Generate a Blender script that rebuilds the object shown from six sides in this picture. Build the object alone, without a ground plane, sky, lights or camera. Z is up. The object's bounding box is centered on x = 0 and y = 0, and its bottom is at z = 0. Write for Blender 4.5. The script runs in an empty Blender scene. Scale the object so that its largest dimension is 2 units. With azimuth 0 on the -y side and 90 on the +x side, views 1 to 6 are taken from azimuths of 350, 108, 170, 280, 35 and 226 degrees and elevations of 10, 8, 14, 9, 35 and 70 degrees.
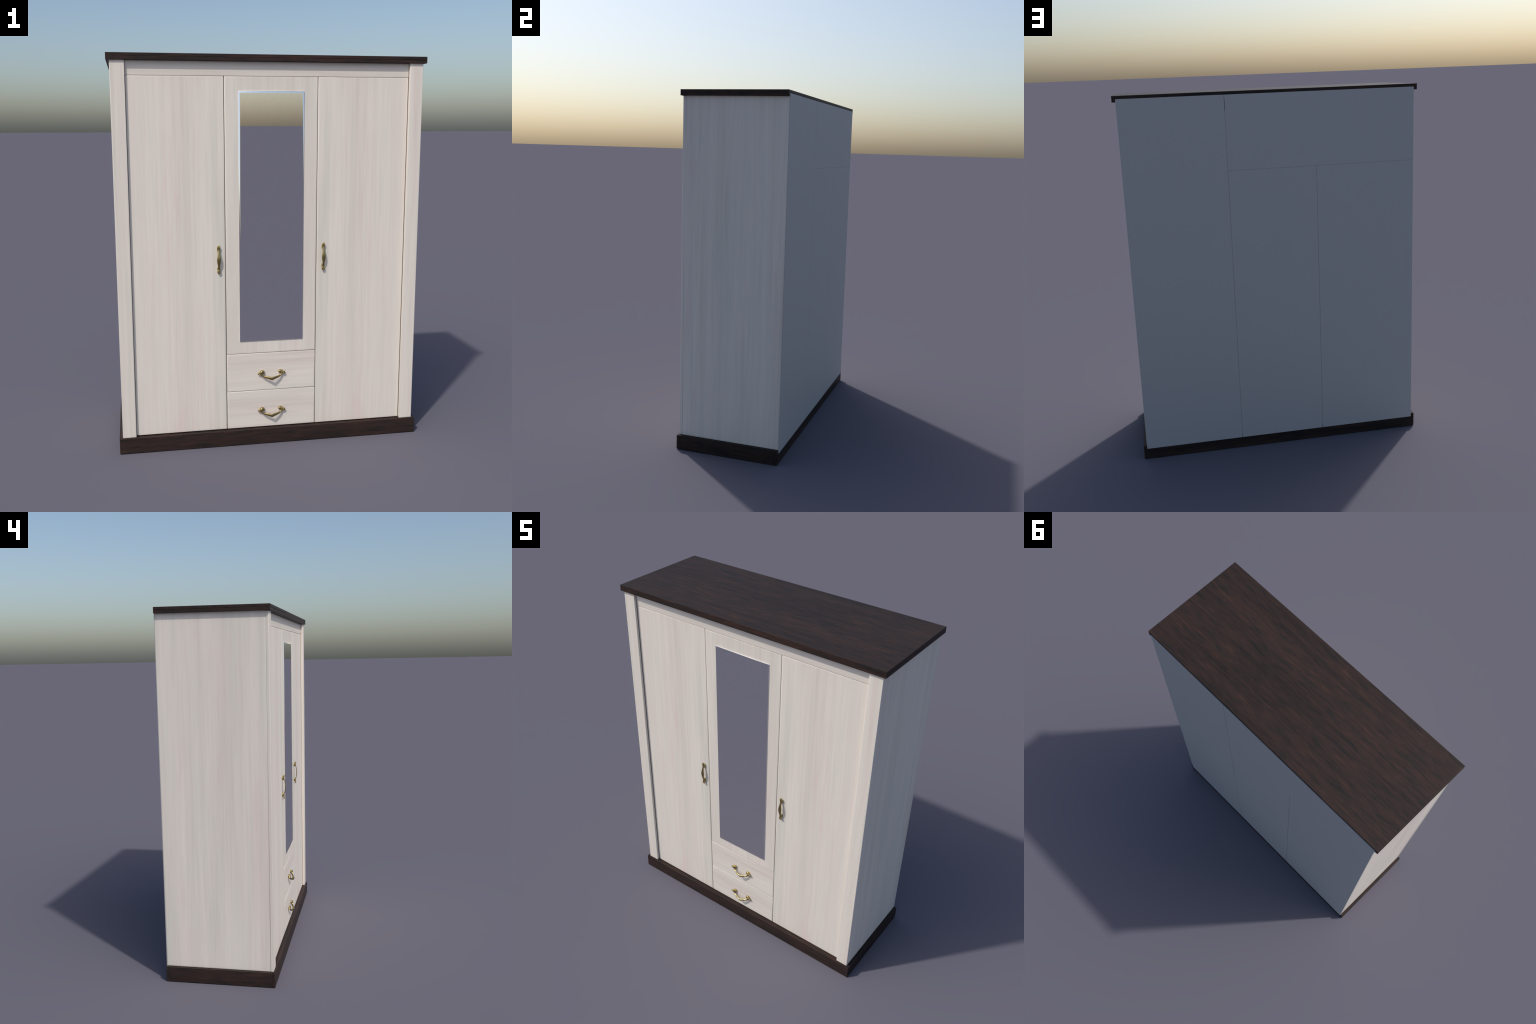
"""Three-door wardrobe: pale bleached-wood carcass, dark wenge plinth and cornice,
mirror on the middle door, two drawers below it, brass bow handles."""
import bpy, bmesh, math
from mathutils import Vector

# ------------------------------------------------------------------ sizes (m)
HALF_W = 0.796          # cornice / plinth half width
BODY_W = 0.7785         # carcass half width
BOARD = 0.016           # board thickness
Y_CORNICE = -0.2975     # front of cornice and plinth
Y_POST = -0.2880        # front of corner posts
Y_DOOR = -0.2720        # front of doors, drawers, top rail
Y_BACK = 0.3041         # rear face of back panels
Y_REAR = 0.3015         # rear of carcass, cornice and plinth
Z_PLINTH = 0.081
Z_DOOR_LO, Z_DOOR_HI = 0.0845, 1.8973
Z_RAIL = 1.8985
Z_CORNICE = 1.968
POST_IN = 0.710
DIV = 0.2367            # division between doors
GAP = 0.0017            # half gap at the division

# ------------------------------------------------------------------ materials
def new_mat(name):
    m = bpy.data.materials.new(name)
    m.use_nodes = True
    nt = m.node_tree
    nt.nodes.clear()
    out = nt.nodes.new("ShaderNodeOutputMaterial")
    b = nt.nodes.new("ShaderNodeBsdfPrincipled")
    nt.links.new(b.outputs[0], out.inputs[0])
    return m, nt, b

def grain_coords(nt, mirrored):
    tc = nt.nodes.new("ShaderNodeTexCoord")
    if not mirrored:
        return tc.outputs["Object"]
    sep = nt.nodes.new("ShaderNodeSeparateXYZ")
    ab = nt.nodes.new("ShaderNodeMath"); ab.operation = "ABSOLUTE"
    com = nt.nodes.new("ShaderNodeCombineXYZ")
    nt.links.new(tc.outputs["Object"], sep.inputs[0])
    nt.links.new(sep.outputs[0], ab.inputs[0])
    nt.links.new(ab.outputs[0], com.inputs[0])
    nt.links.new(sep.outputs[1], com.inputs[1])
    nt.links.new(sep.outputs[2], com.inputs[2])
    return com.outputs[0]

def noise(nt, vec, stretch, scale, detail, rough=0.55, offset=(0, 0, 0), distort=0.0):
    mp = nt.nodes.new("ShaderNodeMapping")
    mp.inputs["Scale"].default_value = stretch
    mp.inputs["Location"].default_value = offset
    nt.links.new(vec, mp.inputs["Vector"])
    n = nt.nodes.new("ShaderNodeTexNoise")
    n.inputs["Scale"].default_value = scale
    n.inputs["Detail"].default_value = detail
    n.inputs["Roughness"].default_value = rough
    n.inputs["Distortion"].default_value = distort
    nt.links.new(mp.outputs[0], n.inputs["Vector"])
    return n.outputs[0]

def ramp(nt, fac, stops):
    r = nt.nodes.new("ShaderNodeValToRGB")
    el = r.color_ramp.elements
    while len(el) < len(stops):
        el.new(0.5)
    for e, (p, c) in zip(el, stops):
        e.position = p
        e.color = (c[0], c[1], c[2], 1)
    nt.links.new(fac, r.inputs[0])
    return r.outputs[0]

def mix(nt, a, b, fac, blend="MIX"):
    m = nt.nodes.new("ShaderNodeMix")
    m.data_type = "RGBA"
    m.blend_type = blend
    if isinstance(fac, (int, float)):
        m.inputs[0].default_value = fac
    else:
        nt.links.new(fac, m.inputs[0])
    for sock, v in ((m.inputs[6], a), (m.inputs[7], b)):
        if isinstance(v, tuple):
            sock.default_value = (*v, 1)
        else:
            nt.links.new(v, sock)
    return m.outputs[2]

def gray(v):
    return (v, v, v)

def pale_wood(name, axis, mirrored=False, offset=(0, 0, 0)):
    """bleached larch laminate: long faint streaks along the grain axis"""
    m, nt, b = new_mat(name)
    vec = grain_coords(nt, mirrored)
    def st(long):
        s = [1.0, 1.0, 1.0]; s["xyz".index(axis)] = long
        return tuple(s)
    broad = noise(nt, vec, st(0.070), 9.0, 2.5, 0.5, offset)
    patch = noise(nt, vec, st(0.085), 34.0, 4.0, 0.6, tuple(o + 1.3 for o in offset), 0.3)
    both = mix(nt, broad, patch, 0.42)
    tint = ramp(nt, both, [(0.34, (0.735, 0.700, 0.618)), (0.45, (0.768, 0.708, 0.630)),
                           (0.56, (0.764, 0.694, 0.620)), (0.66, (0.754, 0.640, 0.586))])
    fine = noise(nt, vec, st(0.030), 85.0, 3.0, 0.6, tuple(o + 3.1 for o in offset), 0.15)
    fine_v = ramp(nt, fine, [(0.28, gray(0.952)), (0.50, gray(1.0)), (0.72, gray(1.035))])
    col = mix(nt, tint, fine_v, 1.0, "MULTIPLY")
    # broad soft bands
    band = noise(nt, vec, st(0.035), 13.0, 1.5, 0.5, tuple(o + 9.4 for o in offset), 0.2)
    col = mix(nt, col, ramp(nt, band, [(0.36, (0.945, 0.942, 0.940)), (0.50, gray(0.99)), (0.64, gray(1.02))]), 1.0, "MULTIPLY")
    # a few long pale and darker growth lines
    line = noise(nt, vec, st(0.022), 30.0, 1.0, 0.5, tuple(o + 7.7 for o in offset), 0.5)
    line_v = ramp(nt, line, [(0.315, gray(0.955)), (0.385, gray(1.0)), (0.615, gray(1.0)), (0.69, gray(1.04))])
    col = mix(nt, col, line_v, 1.0, "MULTIPLY")
    nt.links.new(col, b.inputs["Base Color"])
    b.inputs["Roughness"].default_value = 0.55
    b.inputs["Specular IOR Level"].default_value = 0.35
    return m

def dark_wood(name, axis, offset=(0, 0, 0)):
    """wenge laminate: brown with dark charcoal and reddish flecks along the grain"""
    m, nt, b = new_mat(name)
    vec = grain_coords(nt, False)
    def st(long):
        s = [1.0, 1.0, 1.0]; s["xyz".index(axis)] = long
        return tuple(s)
    broad = noise(nt, vec, st(0.17), 44.0, 4.0, 0.62, offset, 0.25)
    base = ramp(nt, broad, [(0.34, (0.0228, 0.0196, 0.0182)), (0.46, (0.0325, 0.0226, 0.0194)),
                            (0.55, (0.0365, 0.0232, 0.0196)), (0.68, (0.0470, 0.0272, 0.0220))])
    fleck = noise(nt, vec, st(0.11), 100.0, 5.0, 0.68, tuple(o + 5.3 for o in offset), 0.2)
    fl = ramp(nt, fleck, [(0.34, (0.74, 0.80, 0.83)), (0.49, (0.98, 0.99, 0.99)), (0.56, (1.08, 1.03, 1.02)), (0.68, (1.48, 1.28, 1.20))])
    col = mix(nt, base, fl, 1.0, "MULTIPLY")
    # long darker and warmer bands
    band = noise(nt, vec, st(0.07), 17.0, 3.0, 0.6, tuple(o + 2.6 for o in offset), 0.2)
    col = mix(nt, col, ramp(nt, band, [(0.36, (0.80, 0.84, 0.86)), (0.50, gray(1.0)), (0.64, (1.17, 1.10, 1.06))]), 1.0, "MULTIPLY")
    nt.links.new(col, b.inputs["Base Color"])
    b.inputs["Roughness"].default_value = 0.5
    b.inputs["Specular IOR Level"].default_value = 0.14
    return m

def plain(name, col, rough, spec=0.4, metallic=0.0):
    m, nt, b = new_mat(name)
    vec = grain_coords(nt, False)
    n = noise(nt, vec, (1, 1, 1), 60.0, 2.0)
    v = ramp(nt, n, [(0.3, tuple(c * 0.985 for c in col)), (0.7, tuple(min(1, c * 1.015) for c in col))])
    nt.links.new(v, b.inputs["Base Color"])
    b.inputs["Roughness"].default_value = rough
    b.inputs["Specular IOR Level"].default_value = spec
    b.inputs["Metallic"].default_value = metallic
    return m

M_DOOR = pale_wood("pale_wood_door", "z", mirrored=True, offset=(0.37, 0.0, 0.2))
M_MID = pale_wood("pale_wood_mirror_door", "z", offset=(2.9, 0.4, 0.8))
M_SIDE = pale_wood("pale_wood_upright", "z", offset=(5.2, 1.7, 0.0))
M_RAIL = pale_wood("pale_wood_crosswise", "x", offset=(0.3, 2.2, 4.1))
M_DARK_X = dark_wood("dark_wood_lengthwise", "x")
M_DARK_Y = dark_wood("dark_wood_crosswise", "y", (3.0, 1.0, 2.0))
M_BACK = plain("grey_hardboard", (0.475, 0.460, 0.450), 0.6, 0.35)
M_MIRROR = plain("mirror_glass", (0.94, 0.94, 0.95), 0.0, 0.5, 1.0)
M_BRASS = plain("antique_brass", (0.45, 0.35, 0.145), 0.28, 0.5, 1.0)

# ------------------------------------------------------------------ builders
COLL = bpy.context.scene.collection

def add_object(name, bm, mat, parent, smooth=True, normals=None):
    me = bpy.data.meshes.new(name)
    bm.normal_update()
    bm.to_mesh(me)
    bm.free()
    me.materials.append(mat)
    me.polygons.foreach_set("use_smooth", [smooth] * len(me.polygons))
    if normals:
        me.normals_split_custom_set_from_vertices(normals)
    ob = bpy.data.objects.new(name, me)
    COLL.objects.link(ob)
    ob.parent = parent
    return ob

def board(name, lo, hi, mat, parent, chamfer=0.001, rim=0.008, ease=0.15, lean=0.0):
    """Box with chamfered edges and a narrow rim round every face; the rim eases the
    shading over the edge (by ease) and the middle stays dead flat."""
    bm = bmesh.new()
    bmesh.ops.create_cube(bm, size=1.0)
    dim = [hi[i] - lo[i] for i in range(3)]
    mid = Vector([(hi[i] + lo[i]) / 2 for i in range(3)])
    for v in bm.verts:
        v.co = Vector([lo[i] + (v.co[i] + 0.5) * dim[i] for i in range(3)])
    if chamfer <= 0:
        return add_object(name, bm, mat, parent, smooth=False)
    bmesh.ops.bevel(bm, geom=list(bm.edges), offset=min(chamfer, 0.3 * min(dim)), segments=1,
                    affect="EDGES", profile=0.5)
    bm.normal_update()
    flat = lambda f: max(abs(x) for x in f.normal) > 0.99
    for f in [f for f in bm.faces if flat(f)]:
        side = min(e.calc_length() for e in f.edges)
        bmesh.ops.inset_individual(bm, faces=[f], thickness=min(rim, 0.33 * side))
    bm.normal_update()
    normals = []
    for v in bm.verts:
        n = next(f.normal for f in v.link_faces if flat(f)).copy()
        if not all(flat(f) for f in v.link_faces):
            d = v.co - mid
            n += Vector([0.0 if abs(n[i]) > 0.5 else math.copysign(ease, d[i]) for i in range(3)])
        n.z += lean
        normals.append(n.normalized())
    return add_object(name, bm, mat, parent, normals=normals)

def catmull(st, n):
    """smooth interpolation through stations (tuples of equal length)"""
    out = []
    k = len(st)
    for i in range(k - 1):
        p0, p1, p2, p3 = st[max(i - 1, 0)], st[i], st[i + 1], st[min(i + 2, k - 1)]
        for j in range(n):
            t = j / n
            out.append(tuple(0.5 * (2 * b + (c - a) * t + (2 * a - 5 * b + 4 * c - d) * t * t +
                                    (3 * b - a - 3 * c + d) * t ** 3)
                             for a, b, c, d in zip(p0, p1, p2, p3)))
    out.append(tuple(st[-1]))
    return out

def loft(bm, rings):
    rows = [[bm.verts.new(p) for p in r] for r in rings]
    n = len(rows[0])
    for a, b in zip(rows, rows[1:]):
        for i in range(n):
            bm.faces.new((a[i], a[(i + 1) % n], b[(i + 1) % n], b[i]))
    bm.faces.new(list(reversed(rows[0])))
    bm.faces.new(rows[-1])

def section(c, u, v, w, t, n=14, power=0.75):
    """superellipse in the plane u (half width w) and v (half thickness t)"""
    pts = []
    for i in range(n):
        a = 2 * math.pi * i / n
        ca, sa = math.cos(a), math.sin(a)
        pts.append(c + u * (w * math.copysign(abs(ca) ** power, ca)) +
                   v * (t * math.copysign(abs(sa) ** power, sa)))
    return pts

def blob(bm, c, axes, r, seg=10, rings=6):
    """ellipsoid"""
    rows = []
    for i in range(1, rings):
        th = math.pi * i / rings
        rows.append([c + axes[0] * (r[0] * math.cos(th)) +
                     axes[1] * (r[1] * math.sin(th) * math.cos(2 * math.pi * j / seg)) +
                     axes[2] * (r[2] * math.sin(th) * math.sin(2 * math.pi * j / seg))
                     for j in range(seg)])
    loft(bm, rows)

def handle(name, center, along, out, side, bow, across, bar, parent, knob=1.0, dip=0.0):
    """Brass bow pull.  along: length axis, out: away from the door, side: across,
    bow: direction in which the bar sags, bar: stations (s, stand-off, sag, half width, half thickness)."""
    bm = bmesh.new()
    c = Vector(center)
    bow = bow.normalized()
    across = across.normalized()
    # ---- belly bar
    half = catmull(bar, 5)
    path = [(-s, p, q, w, t) for s, p, q, w, t in half] + [x for x in reversed(half)][1:]
    pts = [c + along * s + out * (0.0085 + p) + bow * q for s, p, q, w, t in path]
    rings = []
    for i, (s, p, q, w, t) in enumerate(path):
        tan = (pts[min(i + 1, len(pts) - 1)] - pts[max(i - 1, 0)]).normalized()
        wid = (across - tan * across.dot(tan)).normalized()
        nor = wid.cross(tan).normalized()
        rings.append(section(pts[i], wid, nor, w, t))
    loft(bm, rings)
    for sg in (-1, 1):
        d = along * sg
        # ---- foot: waisted pedestal on the door
        foot = []
        for n_, l_, w_ in catmull([(-0.0005, 0.0122, 0.0078), (0.0015, 0.0120, 0.0077), (0.004, 0.0116, 0.0070),
                                   (0.007, 0.0117, 0.0070), (0.0098, 0.0110, 0.0066), (0.0114, 0.0075, 0.0046)], 3):
            foot.append(section(c + d * 0.0492 + out * n_, d, side, l_, w_ * knob, 16, 0.7))
        loft(bm, foot)
        # ---- leaf-shaped tip pointing outwards
        leaf = []
        for s, n_, w_, t_ in catmull([(0.0500, 0.0090, 0.0058, 0.0030), (0.0560, 0.0098, 0.0068, 0.0036),
                                      (0.0605, 0.0102, 0.0062, 0.0032), (0.0640, 0.0098, 0.0082, 0.0030),
                                      (0.0675, 0.0096, 0.0074, 0.0028), (0.0712, 0.0098, 0.0042, 0.0022),
                                      (0.0745, 0.0100, 0.0012, 0.0010)], 3):
            leaf.append(section(c + d * s + out * n_ - side * (dip * (s - 0.05) / 0.0245), side, out, w_ * (1 + knob) / 2, t_, 12, 0.85))
        loft(bm, leaf)
        # ---- carved lobes on the tip
        for k in (-1, 1):
            blob(bm, c - side * (dip * 0.55) + d * 0.0628 + side * (0.0058 * k) + out * 0.0112, (d, side, out), (0.0046, 0.0030, 0.0026))
        blob(bm, c - side * (dip * 0.55) + d * 0.0660 + out * 0.0122, (d, side, out), (0.0055, 0.0024, 0.0022))
    bmesh.ops.recalc_face_normals(bm, faces=list(bm.faces))
    return add_object(name, bm, M_BRASS, parent)

# ------------------------------------------------------------------ the wardrobe
root = bpy.data.objects.new("wardrobe", None)
COLL.objects.link(root)
root["label"] = "pale wood three door wardrobe with mirror, drawers and dark cornice"
root["category"] = "wardrobe"

# plinth: front and rear boards run through, side boards between them
for y0 in (Y_CORNICE, Y_REAR - BOARD):
    board("plinth_board", (-HALF_W, y0, 0), (HALF_W, y0 + BOARD, Z_PLINTH), M_DARK_X, root, 0.0008, 0.004)
for sg in (-1, 1):
    x0, x1 = sorted((sg * (BODY_W + 0.0002), sg * HALF_W))
    board("plinth_board", (x0, Y_CORNICE + BOARD + 0.0002, 0), (x1, Y_REAR - BOARD - 0.0002, Z_PLINTH), M_DARK_Y, root, 0.0008, 0.004)
board("floor_panel", (-BODY_W + 0.0003, Y_CORNICE + BOARD + 0.0003, 0.062), (BODY_W - 0.0003, Y_REAR - BOARD - 0.0003, Z_PLINTH - 0.0012), M_DARK_X, root, 0.0003, 0.004)

# carcass
Y_IN = Y_DOOR + BOARD + 0.0070          # front of everything behind the doors
for sg in (-1, 1):
    x0, x1 = sorted((sg * (BODY_W - BOARD), sg * BODY_W))
    board("side_panel", (x0, Y_POST + BOARD + 0.0002, Z_PLINTH + 0.0003), (x1, Y_REAR, 1.9838), M_SIDE, root, 0.0012, 0.008)
    p0, p1 = sorted((sg * POST_IN, sg * (BODY_W + 0.0012)))
    board("corner_post", (p0, Y_POST, Z_PLINTH + 0.0003), (p1, Y_POST + BOARD, Z_CORNICE - 0.0002), M_SIDE, root, 0.0014, 0.007)
    h0, h1 = sorted((sg * (POST_IN - 0.03), sg * (BODY_W - BOARD - 0.0003)))
    board("hinge_stile", (h0, Y_IN, Z_PLINTH + 0.0003), (h1, Y_IN + BOARD, 1.884), M_SIDE, root, 0.0, 0.0)
    d0, d1 = sg * DIV - BOARD / 2, sg * DIV + BOARD / 2
    board("partition", (d0, Y_IN, Z_PLINTH + 0.0003), (d1, Y_REAR, 1.884), M_SIDE, root, 0.0, 0.0)
xi = BODY_W - BOARD - 0.0005
board("ceiling_panel", (-xi, Y_IN, 1.8845), (xi, Y_REAR, 1.905), M_SIDE, root, 0.0, 0.0)
board("ceiling_panel", (-xi, Y_IN, 1.9655), (xi, Y_REAR, 1.9835), M_SIDE, root, 0.0, 0.0)
xd = DIV - BOARD / 2 - 0.0004
for z in (0.2871, 0.4918):              # rails behind the drawer joints
    board("drawer_rail", (-xd, Y_IN, z - 0.01), (xd, Y_IN + 0.06, z + 0.01), M_SIDE, root, 0.0, 0.0)
board("shelf", (-xi, Y_IN + 0.03, 1.587), (-DIV - BOARD / 2 - 0.0004, Y_REAR, 1.603), M_SIDE, root, 0.0, 0.0)
board("shelf", (-xd, Y_IN + 0.03, 1.587), (xd, Y_REAR, 1.603), M_SIDE, root, 0.0, 0.0)
board("top_rail", (-POST_IN + 0.0003, Y_DOOR, Z_RAIL), (POST_IN - 0.0003, Y_DOOR + BOARD, Z_CORNICE - 0.0002), M_RAIL, root, 0.0012, 0.008)

# back: four hardboard sheets with fine seams
bx, bz0, bz1, s = 0.7775, 0.0615, 1.9828, 0.0010
bk0, bk1 = Y_REAR + 0.0003, Y_BACK
board("back_panel", (DIV + s, bk0, bz0), (bx, bk1, bz1), M_BACK, root, 0.0004, 0.006, 0.06)
board("back_panel", (-bx, bk0, 1.595 + s), (DIV - s, bk1, bz1), M_BACK, root, 0.0004, 0.006, 0.06)
board("back_panel", (-DIV + s, bk0, bz0), (DIV - s, bk1, 1.595 - s), M_BACK, root, 0.0004, 0.006, 0.06)
board("back_panel", (-bx, bk0, bz0), (-DIV - s, bk1, 1.595 - s), M_BACK, root, 0.0004, 0.006, 0.06)

# cornice: top board and, under it, a strip along the front and both sides
board("cornice_board", (-HALF_W, Y_CORNICE, 1.9842), (HALF_W, Y_REAR, 2.0), M_DARK_X, root, 0.0006, 0.005)
board("cornice_moulding", (-HALF_W, Y_CORNICE, Z_CORNICE), (HALF_W, Y_DOOR + BOARD, 1.9838), M_DARK_X, root, 0.0006, 0.004)
for sg in (-1, 1):
    x0, x1 = sorted((sg * (BODY_W + 0.0002), sg * HALF_W))
    board("cornice_moulding", (x0, Y_DOOR + BOARD + 0.0002, Z_CORNICE), (x1, Y_REAR, 1.9838), M_DARK_Y, root, 0.0006, 0.004)

# doors and drawers
door_l = board("door", (-POST_IN + 0.0018, Y_DOOR, Z_DOOR_LO), (-DIV - GAP, Y_DOOR + BOARD, Z_DOOR_HI), M_DOOR, root, 0.0012, 0.009)
door_r = board("door", (DIV + GAP, Y_DOOR, Z_DOOR_LO), (POST_IN - 0.0018, Y_DOOR + BOARD, Z_DOOR_HI), M_DOOR, root, 0.0012, 0.009)
door_m = board("door", (-DIV + GAP, Y_DOOR, 0.4928), (DIV - GAP, Y_DOOR + BOARD, Z_DOOR_HI), M_MID, root, 0.0012, 0.009)
drawers = [board("drawer", (-DIV + GAP, Y_DOOR, z0), (DIV - GAP, Y_DOOR + BOARD, z1), M_RAIL, root, 0.0012, 0.009)
           for z0, z1 in ((Z_DOOR_LO, 0.2859), (0.2882, 0.4905))]
mirror = board("mirror", (-0.1665, Y_DOOR - 0.0038, 0.558), (0.1665, Y_DOOR + 0.0005, 1.8272), M_MIRROR, door_m, 0.0008, 0.012, 0.20, -0.004)

# handles
X, Y, Z = Vector((1, 0, 0)), Vector((0, 1, 0)), Vector((0, 0, 1))
BAR_UPRIGHT = [(0.0555, 0.0005, 0, 0.0052, 0.0024), (0.0450, 0.0024, 0, 0.0054, 0.0024), (0.0350, 0.0058, 0, 0.0053, 0.0023),
               (0.0220, 0.0088, 0, 0.0070, 0.0022), (0.0090, 0.0105, 0, 0.0094, 0.0021), (0.0, 0.0109, 0, 0.0097, 0.0021)]
BAR_DROOP = [(0.0590, 0.0000, 0.0000, 0.0068, 0.0046), (0.0545, 0.0006, 0.0095, 0.0058, 0.0042),
             (0.0470, 0.0028, 0.0178, 0.0048, 0.0039), (0.0340, 0.0080, 0.0235, 0.0058, 0.0039),
             (0.0170, 0.0134, 0.0272, 0.0078, 0.0042), (0.0, 0.0184, 0.0314, 0.0094, 0.0044)]
for d, x in ((door_l, -0.2722), (door_r, 0.2722)):
    handle("handle", (x, Y_DOOR, 0.9945), Z, -Y, X, -Y, X, BAR_UPRIGHT, d)
for d, z in zip(drawers, (0.1825, 0.3865)):
    handle("handle", (0, Y_DOOR, z), X, -Y, Z, -Z, Vector((0, -0.34, 0.94)), BAR_DROOP, d, 1.22, 0.007)
